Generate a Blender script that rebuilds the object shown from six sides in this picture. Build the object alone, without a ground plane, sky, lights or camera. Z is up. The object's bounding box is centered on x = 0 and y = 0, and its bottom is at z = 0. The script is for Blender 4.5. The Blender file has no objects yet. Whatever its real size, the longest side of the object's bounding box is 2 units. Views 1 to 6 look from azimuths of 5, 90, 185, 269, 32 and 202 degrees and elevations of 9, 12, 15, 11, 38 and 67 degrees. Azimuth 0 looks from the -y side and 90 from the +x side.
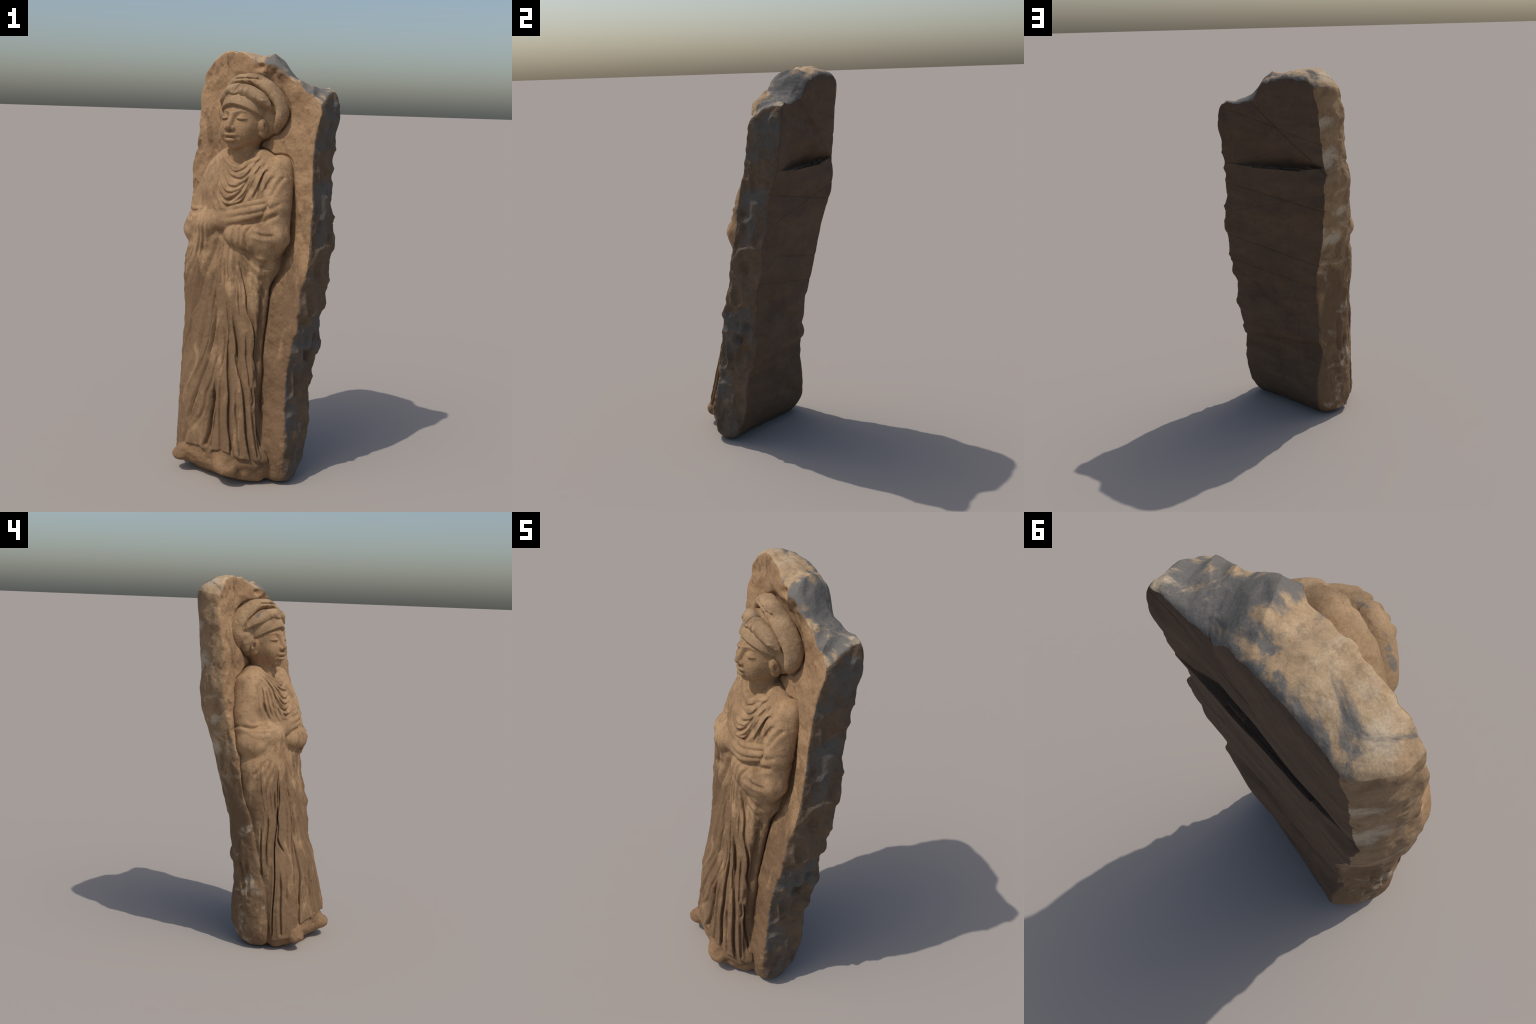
# Weathered stone relief: a robed figure with a rolled turban, hands folded over the
# chest, standing in front of a broken stone slab.  The whole stone is described as one
# signed-distance body (slab planes, lofted robe, tapered limbs, folds cut along curves),
# meshed with surface nets and separated by region into named parts.
import bpy
import numpy as np
from math import radians, pi
from concurrent.futures import ThreadPoolExecutor

VOX = 0.0025            # mesh cell in metres
YAW = radians(-31.0)    # the slab stands turned on the ground
AX = -0.09              # axis of the head
f32 = np.float32

# ------------------------------------------------------------------ small tools
def smin(a, b, k):
    h = np.maximum(k - np.abs(a - b), 0) / k
    return np.minimum(a, b) - h * h * k * 0.25

def smax(a, b, k):
    return -smin(-a, -b, k)

def sstep(e0, e1, x):
    t = np.clip((x - e0) / (e1 - e0), 0, 1)
    return t * t * (3 - 2 * t)

_dense = {}

def lerp(z, table, soft=0.012):
    """columns of a control-point table as smooth functions of the first column"""
    key = (id(table), soft)
    if key not in _dense:
        t = np.array(table, dtype=float)
        g = np.arange(t[0, 0], t[-1, 0] + .004, .004)
        w = np.exp(-(np.arange(-40, 41) * .004 / soft) ** 2 / 2)
        cols = []
        for i in range(1, t.shape[1]):
            c = np.pad(np.interp(g, t[:, 0], t[:, i]), 40, mode='reflect', reflect_type='odd')
            cols.append(np.convolve(c, w / w.sum(), 'valid'))
        _dense[key] = (g, cols)
    g, cols = _dense[key]
    return [np.interp(z, g, c).astype(f32) for c in cols]

_rng = np.random.default_rng(7)
_TAB = _rng.random((32, 32, 32)).astype(f32)

def noise(x, y, z, s):
    """value noise in -1..1, feature size s (a number or one per axis)"""
    s = np.broadcast_to(np.array(s, dtype=float), 3)
    q = [x / s[0] + 13.7, y / s[1] + 5.3, z / s[2] + 9.1]
    i = [np.floor(a).astype(np.int32) for a in q]
    t = [(a - b).astype(f32) for a, b in zip(q, i)]
    t = [a * a * (3 - 2 * a) for a in t]
    out = 0
    for dx in (0, 1):
        wx = t[0] if dx else 1 - t[0]
        for dy in (0, 1):
            wy = t[1] if dy else 1 - t[1]
            for dz in (0, 1):
                wz = t[2] if dz else 1 - t[2]
                out = out + wx * wy * wz * _TAB[(i[0] + dx) & 31, (i[1] + dy) & 31, (i[2] + dz) & 31]
    return out * 2 - 1

def fbm(x, y, z, s, octaves=3):
    s = np.array(s, dtype=float)
    out, a = 0, 1.0
    for o in range(octaves):
        out = out + a * noise(x + 3.1 * o, y - 1.7 * o, z + 2.3 * o, s)
        s, a = s * 0.5, a * 0.5
    return out

def ball(x, y, z, c, r):
    """ellipsoid, distance estimate"""
    r = np.broadcast_to(np.array(r, dtype=float), 3)
    a, b, d = (x - c[0]), (y - c[1]), (z - c[2])
    k0 = np.sqrt((a / r[0]) ** 2 + (b / r[1]) ** 2 + (d / r[2]) ** 2) + 1e-6
    k1 = np.sqrt((a / r[0] ** 2) ** 2 + (b / r[1] ** 2) ** 2 + (d / r[2] ** 2) ** 2) + 1e-6
    return (k0 * (k0 - 1) / k1).astype(f32)

def limb(x, y, z, pts, k=0.02):
    """tapered tube along a smooth path; pts = (x, y, z, radius)"""
    out = None
    path = smooth_line(pts, 3) if len(pts) > 2 else np.array(pts, dtype=float)
    for (x0, y0, z0, r0), (x1, y1, z1, r1) in zip(path[:-1], path[1:]):
        dx, dy, dz = x1 - x0, y1 - y0, z1 - z0
        L = dx * dx + dy * dy + dz * dz
        t = np.clip(((x - x0) * dx + (y - y0) * dy + (z - z0) * dz) / L, 0, 1)
        d = np.sqrt((x - x0 - t * dx) ** 2 + (y - y0 - t * dy) ** 2 + (z - z0 - t * dz) ** 2) - (r0 + (r1 - r0) * t)
        out = d if out is None else np.minimum(out, d)
    return out.astype(f32)

def smooth_line(pts, n=4):
    p = np.array(pts, dtype=float)
    q = np.vstack([2 * p[0] - p[1], p, 2 * p[-1] - p[-2]])
    out = []
    for i in range(1, len(q) - 2):
        for t in np.arange(n) / n:
            a, b, c, d = q[i - 1], q[i], q[i + 1], q[i + 2]
            out.append(0.5 * (2 * b + (c - a) * t + (2 * a - 5 * b + 4 * c - d) * t ** 2 + (3 * b - a - 3 * c + d) * t ** 3))
    out.append(p[-1])
    return np.array(out)

def carve(u, z, curves, uscale=1.0):
    """Folds.  Every curve = (points (u, z), depth, width, lip).  Returns the outward
    displacement of the surface: a groove along the curve and soft rolls beside it."""
    order = np.argsort(z, kind='stable')
    us, zs = u[order] * uscale, z[order]
    disp = np.zeros_like(us)
    for pts, depth, width, lip in curves:
        line = smooth_line(pts)
        line[:, 0] *= uscale
        pad = width * 4
        z0, z1 = line[:, 1].min() - pad, line[:, 1].max() + pad
        i0, i1 = np.searchsorted(zs, [z0, z1])
        if i1 <= i0:
            continue
        d2 = np.full(i1 - i0, 1.0, dtype=f32)
        uu, zz = us[i0:i1], zs[i0:i1]
        tpos = np.zeros(i1 - i0, dtype=f32)
        n = len(line) - 1
        for k in range(n):
            a, b = line[k], line[k + 1]
            j0, j1 = np.searchsorted(zz, [min(a[1], b[1]) - pad, max(a[1], b[1]) + pad])
            if j1 <= j0:
                continue
            du, dz = b - a
            L = du * du + dz * dz + 1e-12
            t = np.clip(((uu[j0:j1] - a[0]) * du + (zz[j0:j1] - a[1]) * dz) / L, 0, 1)
            e = (uu[j0:j1] - a[0] - t * du) ** 2 + (zz[j0:j1] - a[1] - t * dz) ** 2
            m = e < d2[j0:j1]
            d2[j0:j1] = np.where(m, e, d2[j0:j1])
            tpos[j0:j1] = np.where(m, (k + t) / n, tpos[j0:j1])
        d = np.sqrt(d2)
        run_out = 1.0 if line[-1, 1] < .2 else np.clip((1 - tpos) * 6, 0, 1)     # folds run down to the hem
        fade = np.clip(tpos * 6, 0, 1) * run_out
        g = -depth * np.exp(-(d / width) ** 2) + lip * np.exp(-((d - 2.1 * width) / (1.2 * width)) ** 2)
        disp[i0:i1] += g * fade
    out = np.empty_like(disp)
    out[order] = disp
    return out

# ------------------------------------------------------------------ slab
# corner lines of the slab: height, x, y  (front/back, left/right as the figure is faced)
SLAB_FRONT_LEFT = [(0.0, -.265, -.19), (.1, -.278, -.20), (.3, -.288, -.19), (.5, -.30, -.155), (.7, -.325, -.115),
                   (.8, -.345, -.095), (.9, -.37, -.075), (1.0, -.383, -.056), (1.1, -.396, -.05), (1.2, -.415, -.021),
                   (1.3, -.417, .003), (1.4, -.428, .019), (1.5, -.42, .016), (1.6, -.402, .018), (1.7, -.405, .035),
                   (1.8, -.409, .053), (1.9, -.407, .078), (2.0, -.40, .09)]
SLAB_FRONT_RIGHT = [(0.0, .318, -.205), (.1, .325, -.212), (.2, .322, -.20), (.3, .312, -.178), (.4, .295, -.160), (.5, .295, -.152),
                    (.6, .294, -.138), (.7, .305, -.118), (.8, .304, -.099), (.9, .299, -.075), (1.0, .309, -.053),
                    (1.1, .308, -.028), (1.2, .305, -.013), (1.3, .295, -.002), (1.4, .284, .012), (1.5, .277, .027),
                    (1.6, .266, .046), (1.7, .279, .069), (1.8, .276, .079), (2.0, .27, .1)]
SLAB_BACK_LEFT = [(0.0, -.20, .045), (.1, -.215, .06), (.2, -.225, .064), (.3, -.23, .055), (.4, -.244, .047), (.5, -.254, .053),
                  (.6, -.25, .066), (.7, -.259, .076), (.8, -.259, .111), (.9, -.276, .132), (1.0, -.307, .137),
                  (1.1, -.327, .148), (1.2, -.353, .174), (1.3, -.372, .198), (1.4, -.383, .21), (1.48, -.385, .202),
                  (1.6, -.376, .221), (1.7, -.373, .228), (1.8, -.369, .237), (1.9, -.358, .254), (2.0, -.35, .257)]
SLAB_BACK_RIGHT = [(0.0, .29, -.03), (.1, .302, -.008), (.2, .312, .016), (.3, .309, .031), (.4, .294, .045), (.5, .294, .055),
                   (.6, .312, .074), (.7, .312, .087), (.8, .322, .107), (.9, .328, .134), (1.0, .317, .153),
                   (1.1, .322, .161), (1.2, .316, .185), (1.3, .296, .182), (1.4, .284, .199), (1.5, .268, .227),
                   (1.6, .269, .24), (1.7, .266, .256), (1.8, .245, .254), (2.0, .22, .254)]
# broken top edge: x, height along the front edge, the middle and the back edge
SLAB_TOP = [(-.46, 1.86, 1.87, 1.78), (-.42, 1.890, 1.925, 1.84), (-.395, 1.918, 1.953, 1.872), (-.36, 1.950, 1.980, 1.902),
            (-.31, 1.985, 2.002, 1.940), (-.257, 1.997, 2.0, 1.938), (-.192, 1.997, 1.993, 1.942), (-.134, 1.972, 1.985, 1.943),
            (-.09, 1.955, 1.982, 1.945), (-.065, 1.950, 1.980, 1.935), (-.030, 1.947, 1.978, 1.938), (.0, 1.938, 1.956, 1.895), (.02, 1.927, 1.936, 1.845),
            (.054, 1.908, 1.902, 1.82), (.107, 1.876, 1.872, 1.826), (.173, 1.847, 1.852, 1.827), (.22, 1.815, 1.838, 1.822),
            (.286, 1.775, 1.81, 1.80), (.36, 1.74, 1.79, 1.78)]

def back_relief(x, z):
    """facets and the wedge-shaped notch of the roughly split back (positive = cut in)"""
    # wedge notch: lower edge near z 1.48, upper slope from the right edge down to the left
    upper = np.interp(x, [-.385, .175, .30], [1.503, 1.702, 1.745])
    lower = np.interp(x, [-.385, -.187, .165, .30], [1.497, 1.474, 1.480, 1.49])
    t = np.clip((upper - z) / (upper - lower + 1e-4), 0, 1.2)
    inside = (z > lower - 0.004) * sstep(.30, .18, x)
    depth = np.interp(x, [-.385, -.30, -.15, .05, .20], [.0, .055, .085, .055, .012])
    cut = depth * t * sstep(lower - .003, lower + .003, z) * inside
    # slanting split planes on the lower back
    k1 = np.interp(x, [-.257, -.021, .091, .224, .32], [.533, .643, .70, .803, .86])
    k2 = np.interp(x, [-.25, .09, .29], [.479, .457, .439])
    k3 = np.interp(x, [-.205, -.07, .056, .249], [.204, .275, .34, .427])
    wide = .5 + .5 * sstep(-.27, -.12, x) * sstep(.32, .18, x)
    upper2 = np.interp(x, [-.27, .30], [.82, .72])
    belly = sstep(upper2, upper2 - .07, z) * sstep(.44, .50, z)
    ridge = np.where(z > k2, np.clip((k1 - z) / (k1 - k2), 0, 1), np.clip(1 - (k2 - z) / .03, 0, 1))
    cut = cut - 0.022 * wide * np.minimum(ridge * 1.5, 1) - .016 * wide * belly
    cut = cut + 0.008 * np.exp(-((z - k1 - .01) / .02) ** 2) + .006 * sstep(.44, .40, z) * sstep(.26, .34, z)
    # slanting tool scars
    for (xa, za, xb, zb, w, h) in ((.25, 1.36, -.36, 1.26, .02, .004), (.28, 1.20, -.33, 1.34, .016, .003), (.29, 1.05, -.32, .93, .022, .004),
                                   (.30, .90, -.27, .80, .02, .004), (.1, 1.86, -.28, 1.55, .02, .005), (.2, 1.78, -.36, 1.62, .018, .004)):
        q = z - (za + (zb - za) * (x - xa) / (xb - xa))
        cut = cut + 1.8 * h * np.clip(1 - np.abs(q) / w, 0, 1) * (q > 0) + .9 * h * np.clip(1 - np.abs(q) / (3 * w), 0, 1) * (q <= 0)
    k4 = np.interp(x, [-.16, .02, .10, .25], [.03, .20, .29, .40])
    cut = cut + 0.010 * np.exp(-((z - .5 * (k3 + k4)) / .045) ** 2) * sstep(-.26, -.1, x) * sstep(.28, .1, x)
    # upper facets
    k0 = np.interp(z, [1.56, 1.65, 1.72, 1.80], [-.205, -.176, -.136, -.06])
    cut = cut + 0.008 * sstep(1.5, 1.6, z) * np.clip((x - k0) / .12, 0, 1) * sstep(.27, .15, x)
    return cut.astype(f32)

def side_distance(x, y, z, a, b, flip):
    ax, ay = lerp(z, a)
    bx, by = lerp(z, b)
    dx, dy = bx - ax, by - ay
    L = np.sqrt(dx * dx + dy * dy) + 1e-6
    return flip * ((x - ax) * dy - (y - ay) * dx) / L

def slab_detail(x, y, z):
    front = side_distance(x, y, z, SLAB_FRONT_LEFT, SLAB_FRONT_RIGHT, 1)
    right = side_distance(x, y, z, SLAB_FRONT_RIGHT, SLAB_BACK_RIGHT, 1)
    back = side_distance(x, y, z, SLAB_BACK_RIGHT, SLAB_BACK_LEFT, 1)
    left = side_distance(x, y, z, SLAB_BACK_LEFT, SLAB_FRONT_LEFT, 1)
    tf, tm, tb = lerp(x, SLAB_TOP)
    t = (y - .08) / .17
    tf = tf - .004 - .008 * sstep(.05, .2, x) + .014 * np.exp(-((x + .03) / .09) ** 2)
    tm = tm - .010 - .008 * sstep(.05, .2, x) + .014 * np.exp(-((x + .03) / .09) ** 2)
    tb = tb + .014 * sstep(-.05, -.15, x)
    t = np.clip(t, -.12, 1.12)
    top_h = tf * (1 - t) * (1 - 2 * t) + tm * 4 * t * (1 - t) + tb * t * (2 * t - 1)     # parabola through the three profiles
    top = (z - top_h) * 0.72
    n_big = fbm(x, y, z, .11, 3)
    n_mid = fbm(x + 4, y, z, .045, 3)
    chips = np.maximum(fbm(x, y + 7, z, (.06, .06, .09), 3) - .25, 0)
    # rough hewn right flank: lumps and scoops
    lump = np.abs(noise(x, y + 3, z, (.07, .06, .075)))
    right = right - 0.009 - 0.007 * n_big - 0.006 * n_mid + 0.024 * (lump - .33) * (.25 + .75 * sstep(-.005, -.05, front)) - .012 * sstep(.3, .05, z)
    fl, bl = lerp(z, SLAB_FRONT_LEFT), lerp(z, SLAB_BACK_LEFT)
    ts = np.clip((y - fl[1]) / (bl[1] - fl[1]), 0, 1)
    swell = np.interp(z, [0, .2, .5, .8, 1.2, 1.6, 1.9, 2.0], [.056, .060, .042, .026, .028, .038, .040, .035])
    left = left - swell * (4 * ts * (1 - ts)) ** .8 - 0.006 * n_big - 0.004 * n_mid + .010 * chips
    # drapery channels running down the left flank
    left = left - carve(y, z, [([(-.02, .66), (-.03, .5), (-.055, .40), (-.07, .30)], .014, .012, .003),
                               ([(-.075, .5), (-.09, .38), (-.10, .28)], .012, .010, .003),
                               ([(-.01, .36), (-.035, .28), (-.05, .2)], .012, .014, .003)]) * sstep(-.1, -.2, x)
    # tooled front: shallow dents, a bumpy strip along the left edge, a sunk ground beside the head
    front = front - 0.003 * n_big - 0.004 * n_mid + .012 * chips * sstep(-.25, -.36, x) + .008 * chips
    strip = np.interp(z, [1.2, 1.5, 1.9], [-.37, -.345, -.355])
    front = front + 0.012 * np.exp(-((x - strip - .04) / .022) ** 2) * (.6 + .8 * noise(x, y, z, .09)) * sstep(1.3, 1.4, z) * sstep(1.95, 1.88, z)
    front = front - 0.006 * np.exp(-((x - strip) / .018) ** 2) * (.3 + noise(x, y + 2, z, .07)) * sstep(1.2, 1.3, z) * sstep(1.97, 1.9, z)
    front = front + 0.020 * sstep(-.10, -.2, x) * sstep(1.36, 1.50, z) * sstep(1.93, 1.80, z)
    front = front - .012 * sstep(1.84, 1.90, z) * sstep(-.26, -.18, x) * sstep(.18, .10, x)
    front = front - 0.016 * sstep(1.83, 1.93, z) * sstep(-.16, -.08, x) * sstep(.30, .2, x) - .020 * np.exp(-(((x - .0) / .05) ** 2 + ((z - 1.945) / .03) ** 2))
    # broken hollow in the rim above the head
    front = front + 0.026 * np.exp(-(((x + .06) / .030) ** 2 + ((z - 1.922) / .018) ** 2))
    front = front + 0.012 * np.exp(-(((x - .02) / .016) ** 2 + ((z - 1.90) / .030) ** 2))
    back = back + back_relief(x, z) - 0.0014 * fbm(x + .5 * z, y, z - .4 * x, (.16, .1, .03), 2) - .0015 * n_big
    top = top - 0.007 * n_big - 0.003 * n_mid + 0.016 * (np.abs(noise(x * .8 + y * .5, y * .4 - x * .2, z, (.06, .09, .2))) - .3) * sstep(-.14, -.04, x)
    # a break across the top: the left block ends in a slanting step
    bottom = -z + 0.004 * n_mid + .002 + .9 * np.maximum(y + .045 + .04 * sstep(-.1, .25, x) - .03 * sstep(0, -.2, x), 0)
    soft = (.014 + .07 * sstep(.34, .05, z)).astype(f32)      # worn round near the ground
    d = smax(front, right, soft)
    d = smax(d, smax(back, left, .016), .016)
    d = smax(d, top, .020)
    d = smax(d, bottom, .060)
    return d.astype(f32), front, right, back, left, top

def slab_field(x, y, z):
    """cheap block far from the surface, full relief close to it"""
    hi = lerp(x, SLAB_TOP)[1]
    d = np.maximum.reduce([side_distance(x, y, z, SLAB_FRONT_LEFT, SLAB_FRONT_RIGHT, 1),
                           side_distance(x, y, z, SLAB_FRONT_RIGHT, SLAB_BACK_RIGHT, 1),
                           side_distance(x, y, z, SLAB_BACK_RIGHT, SLAB_BACK_LEFT, 1),
                           side_distance(x, y, z, SLAB_BACK_LEFT, SLAB_FRONT_LEFT, 1), z - hi, -z]).astype(f32)
    out = [d] + [np.full_like(d, -.2) for i in range(5)]
    near = np.abs(d) < .12
    if near.any():
        for o, v in zip(out, slab_detail(x[near], y[near], z[near])):
            o[near] = v
    return out

# ------------------------------------------------------------------ figure
# lofted body: height, centre x, centre y, half width, half depth
BODY = [(.10, -.005, -.22, .27, .142), (.15, -.01, -.214, .267, .142), (.2, -.018, -.208, .26, .143), (.3, -.036, -.193, .249, .139),
        (.4, -.048, -.18, .242, .141), (.5, -.052, -.163, .255, .122), (.6, -.052, -.143, .269, .107), (.7, -.057, -.131, .257, .12),
        (.8, -.064, -.11, .28, .116), (.9, -.081, -.086, .273, .123), (1.0, -.082, -.07, .28, .127), (1.1, -.08, -.05, .255, .13),
        (1.2, -.075, -.03, .245, .133), (1.3, -.072, -.01, .24, .14), (1.36, -.072, -.003, .24, .135), (1.42, -.072, 0, .238, .122),
        (1.47, -.075, .004, .225, .092), (1.50, -.08, .006, .192, .074), (1.53, -.085, .008, .140, .060), (1.56, -.09, .008, .07, .05)]

# folds on the lofted body: (angle, height) points, depth, width, lip
SKIRT_FOLDS = [
    ([(-.22, 1.037), (-.34, .966), (-.43, .917), (-.5, .849), (-.6, .793), (-.72, .737), (-.74, .689), (-.8, .619), (-.71, .564), (-.61, .525)], .015, .009, .004),
    ([(-.11, .978), (-.15, .918), (-.19, .862), (-.25, .818)], .006, .009, .002),
    ([(-.03, .798), (-.05, .743), (-.05, .7), (-.1, .641), (-.15, .582), (-.17, .519), (-.22, .457), (-.27, .395), (-.37, .33), (-.47, .27), (-.56, .183), (-.6, .136)], .014, .009, .004),
    ([(.13, .589), (.08, .538), (.08, .457), (-.02, .393), (-.05, .338), (-.17, .281), (-.38, .219)], .009, .010, .003),
    ([(.1, .532), (.19, .425), (.19, .35), (.14, .305), (.1, .255), (.06, .213), (-.02, .163)], .013, .008, .004),
    ([(.09, 1.03), (.14, .929), (.19, .863), (.27, .766), (.35, .702), (.34, .615)], .006, .006, .002),
    ([(.36, .66), (.34, .61), (.43, .519), (.53, .448), (.58, .394), (.57, .326), (.57, .26), (.59, .218), (.59, .145)], .017, .009, .005),
    ([(.38, .80), (.46, .735), (.53, .68), (.585, .63), (.65, .561), (.74, .509), (.88, .436), (.95, .362), (.96, .288), (.97, .231), (1.0, .17), (1.05, .13)], .019, .012, .005),
    ([(.41, 1.062), (.48, 1.001), (.62, .936), (.7, .87), (.74, .806), (.93, .735), (1.01, .698), (1.06, .648), (1.07, .589), (1.26, .531), (1.43, .486)], .014, .011, .004),
    ([(1.13, .455), (1.28, .396), (1.3, .329), (1.38, .262), (1.48, .216), (1.51, .18)], .017, .010, .005),
    ([(.26, 1.001), (.39, .957), (.49, .899), (.51, .84), (.58, .776)], .006, .009, .002),
    ([(-.01, 1.1), (-.01, 1.044), (.05, .943), (.05, .891)], .005, .007, .002),
    ([(-.09, 1.1), (-.09, 1.038), (-.09, .955), (-.1, .852), (-.03, .801)], .006, .008, .002),
    ([(.18, 1.1), (.17, 1.04), (.22, .97), (.28, .9)], .005, .008, .002),
    ([(.26, .345), (.25, .307), (.12, .16)], .007, .006, .002),
    ([(.52, .597), (.61, .544), (.72, .49)], .007, .007, .002),
    ([(1.04, .455), (1.16, .398), (1.13, .365)], .007, .008, .002),
    ([(.42, 1.053), (.62, 1.0), (.88, .953), (1.18, .924)], .005, .012, .002),
    ([(.5, 1.068), (.71, 1.022), (.94, .995), (1.14, .986)], .004, .012, .002),
    ([(.47, 1.014), (.71, .944), (.92, .893), (1.18, .868)], .004, .012, .002),
    ([(-.40, 1.03), (-.47, .94), (-.58, .84), (-.72, .74), (-.86, .64), (-1.0, .54), (-1.14, .44), (-1.28, .33), (-1.42, .22), (-1.52, .09)], .020, .006, .003),
    ([(-.03, .951), (-.12, .788), (-.21, .628), (-.34, .519), (-.5, .42), (-.62, .3)], .006, .006, .002),
    ([(-.52, 1.05), (-.63, .98), (-.84, .92), (-.98, .847)], .008, .010, .004),
    ([(-.75, 1.06), (-1.0, 1.0), (-1.2, .97)], .007, .012, .004),
    ([(-1.0, .78), (-1.12, .68), (-1.26, .58), (-1.4, .48)], .008, .012, .004),
    ([(-1.35, .70), (-1.45, .6), (-1.6, .5), (-1.75, .36)], .010, .010, .003),
    ([(-.06, .738), (-.08, .64), (-.07, .542)], .005, .007, .002),
    ([(.16, .708), (.25, .66), (.27, .58), (.26, .5)], .007, .008, .002),
    ([(-.75, .43), (-.85, .35), (-.9, .27)], .007, .014, .002),
    ([(.78, .70), (.82, .6), (.93, .5), (1.0, .45)], .006, .010, .003),
    ([(-.62, .92), (-.72, .80), (-.84, .68), (-.9, .58)], .007, .009, .003),
    ([(-.3, .80), (-.36, .70), (-.45, .58), (-.52, .48)], .007, .010, .003),
    ([(-.95, .45), (-1.05, .34), (-1.15, .22), (-1.2, .10)], .008, .011, .003),
    ([(-.30, .40), (-.42, .30), (-.50, .22)], .006, .008, .003),
    ([(.30, .50), (.36, .40), (.37, .30), (.36, .20), (.35, .15)], .006, .010, .003),
    ([(.72, .40), (.76, .30), (.77, .22), (.78, .15)], .006, .010, .003),
    ([(1.14, .34), (1.18, .25), (1.2, .15)], .007, .010, .003),
]
CHEST_FOLDS = [
    ([(-.3, 1.33), (-.14, 1.286), (0, 1.268), (.18, 1.27), (.33, 1.292), (.43, 1.335), (.52, 1.393), (.66, 1.446), (.99, 1.492)], .012, .009, .005),
    ([(-.89, 1.501), (-.49, 1.448), (-.36, 1.391), (-.31, 1.345), (-.19, 1.313), (-.04, 1.294), (.1, 1.303), (.23, 1.328), (.33, 1.353), (.46, 1.404), (.59, 1.464), (.9, 1.498)], .012, .008, .005),
    ([(-.48, 1.476), (-.29, 1.431), (-.14, 1.379), (-.03, 1.358), (.17, 1.358), (.34, 1.387), (.44, 1.43), (.52, 1.467)], .008, .008, .004),
    ([(-.29, 1.45), (-.09, 1.415), (.06, 1.398), (.25, 1.397), (.4, 1.426), (.5, 1.463)], .007, .007, .004),
    ([(-.13, 1.441), (.03, 1.424), (.21, 1.434), (.41, 1.463)], .006, .006, .003),
    ([(.51, 1.329), (.56, 1.386), (.68, 1.432), (.99, 1.481)], .009, .008, .004),
    ([(.68, 1.331), (.69, 1.376), (.76, 1.422), (.94, 1.445)], .010, .008, .004),
    ([(.84, 1.347), (.9, 1.389), (1.02, 1.416)], .007, .008, .003),
    ([(-.38, 1.359), (-.29, 1.295), (-.12, 1.256)], .008, .009, .004),
    ([(-.43, 1.327), (-.34, 1.29), (-.16, 1.24)], .007, .008, .003),
    ([(-.77, 1.352), (-.73, 1.298), (-.59, 1.245)], .006, .010, .003),
    ([(-.74, 1.43), (-.77, 1.38), (-.8, 1.26)], .006, .010, .003),
]
CHEST_FOLDS += [
    ([(-.42, 1.462), (-.32, 1.405), (-.22, 1.360), (-.10, 1.333), (.05, 1.328), (.20, 1.342), (.34, 1.370), (.45, 1.418), (.55, 1.466)], .006, .006, .003),
    ([(-.36, 1.40), (-.30, 1.36), (-.20, 1.33), (-.08, 1.312)], .004, .005, .002),
    ([(.16, 1.286), (.30, 1.312), (.40, 1.350), (.49, 1.400), (.62, 1.455)], .006, .006, .003),
    ([(.58, 1.30), (.62, 1.35), (.70, 1.40), (.85, 1.452)], .006, .006, .003),
    ([(-.55, 1.44), (-.52, 1.38), (-.48, 1.32), (-.40, 1.26)], .005, .008, .003),
    ([(-.62, 1.46), (-.64, 1.40), (-.62, 1.33), (-.52, 1.26)], .004, .007, .002),
]
# crisp cuts: the chisel lines are narrow
SKIRT_FOLDS = [(p, d * 1.05, w * .82, l * .8) for p, d, w, l in SKIRT_FOLDS]
CHEST_FOLDS = [(p, d * 1.05, w * .82, l) for p, d, w, l in CHEST_FOLDS]
# neckline of the cloak, a turned edge standing proud of the neck
NECKLINE = [(-1.3, 1.54), (-.8, 1.525), (-.54, 1.503), (-.29, 1.478), (-.06, 1.457), (.12, 1.452), (.22, 1.466), (.42, 1.481), (.68, 1.496), (.9, 1.518), (1.3, 1.54)]

def under_plane(x, y):
    """underside: flat below the slab, rising towards the toes"""
    left = sstep(.1, -.1, x)
    return np.maximum(0, -y - .22) * (.22 + .08 * left)

def body_coords(x, y, z):
    cx, cy, rx, ry = lerp(z, BODY, .055)
    a, b = (x - cx) / rx, (y - cy) / ry
    k0 = np.sqrt(a * a + b * b) + 1e-5
    k1 = np.sqrt((a / rx) ** 2 + (b / ry) ** 2) + 1e-5
    return np.arctan2(a, -b).astype(f32), (k0 * (k0 - 1) / k1).astype(f32)

FAR = 0.25

def sub_field(mask, x, y, z, fn):
    out = np.full(x.shape, FAR, dtype=f32)
    if mask.any():
        out[mask] = fn(x[mask], y[mask], z[mask])
    return out

def robe_field(x, y, z):
    ang, d = body_coords(x, y, z)
    near = np.abs(d) < .09
    if near.any():
        d[near] = robe_detail(x[near], y[near], z[near], ang[near], d[near])
    return d

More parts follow.
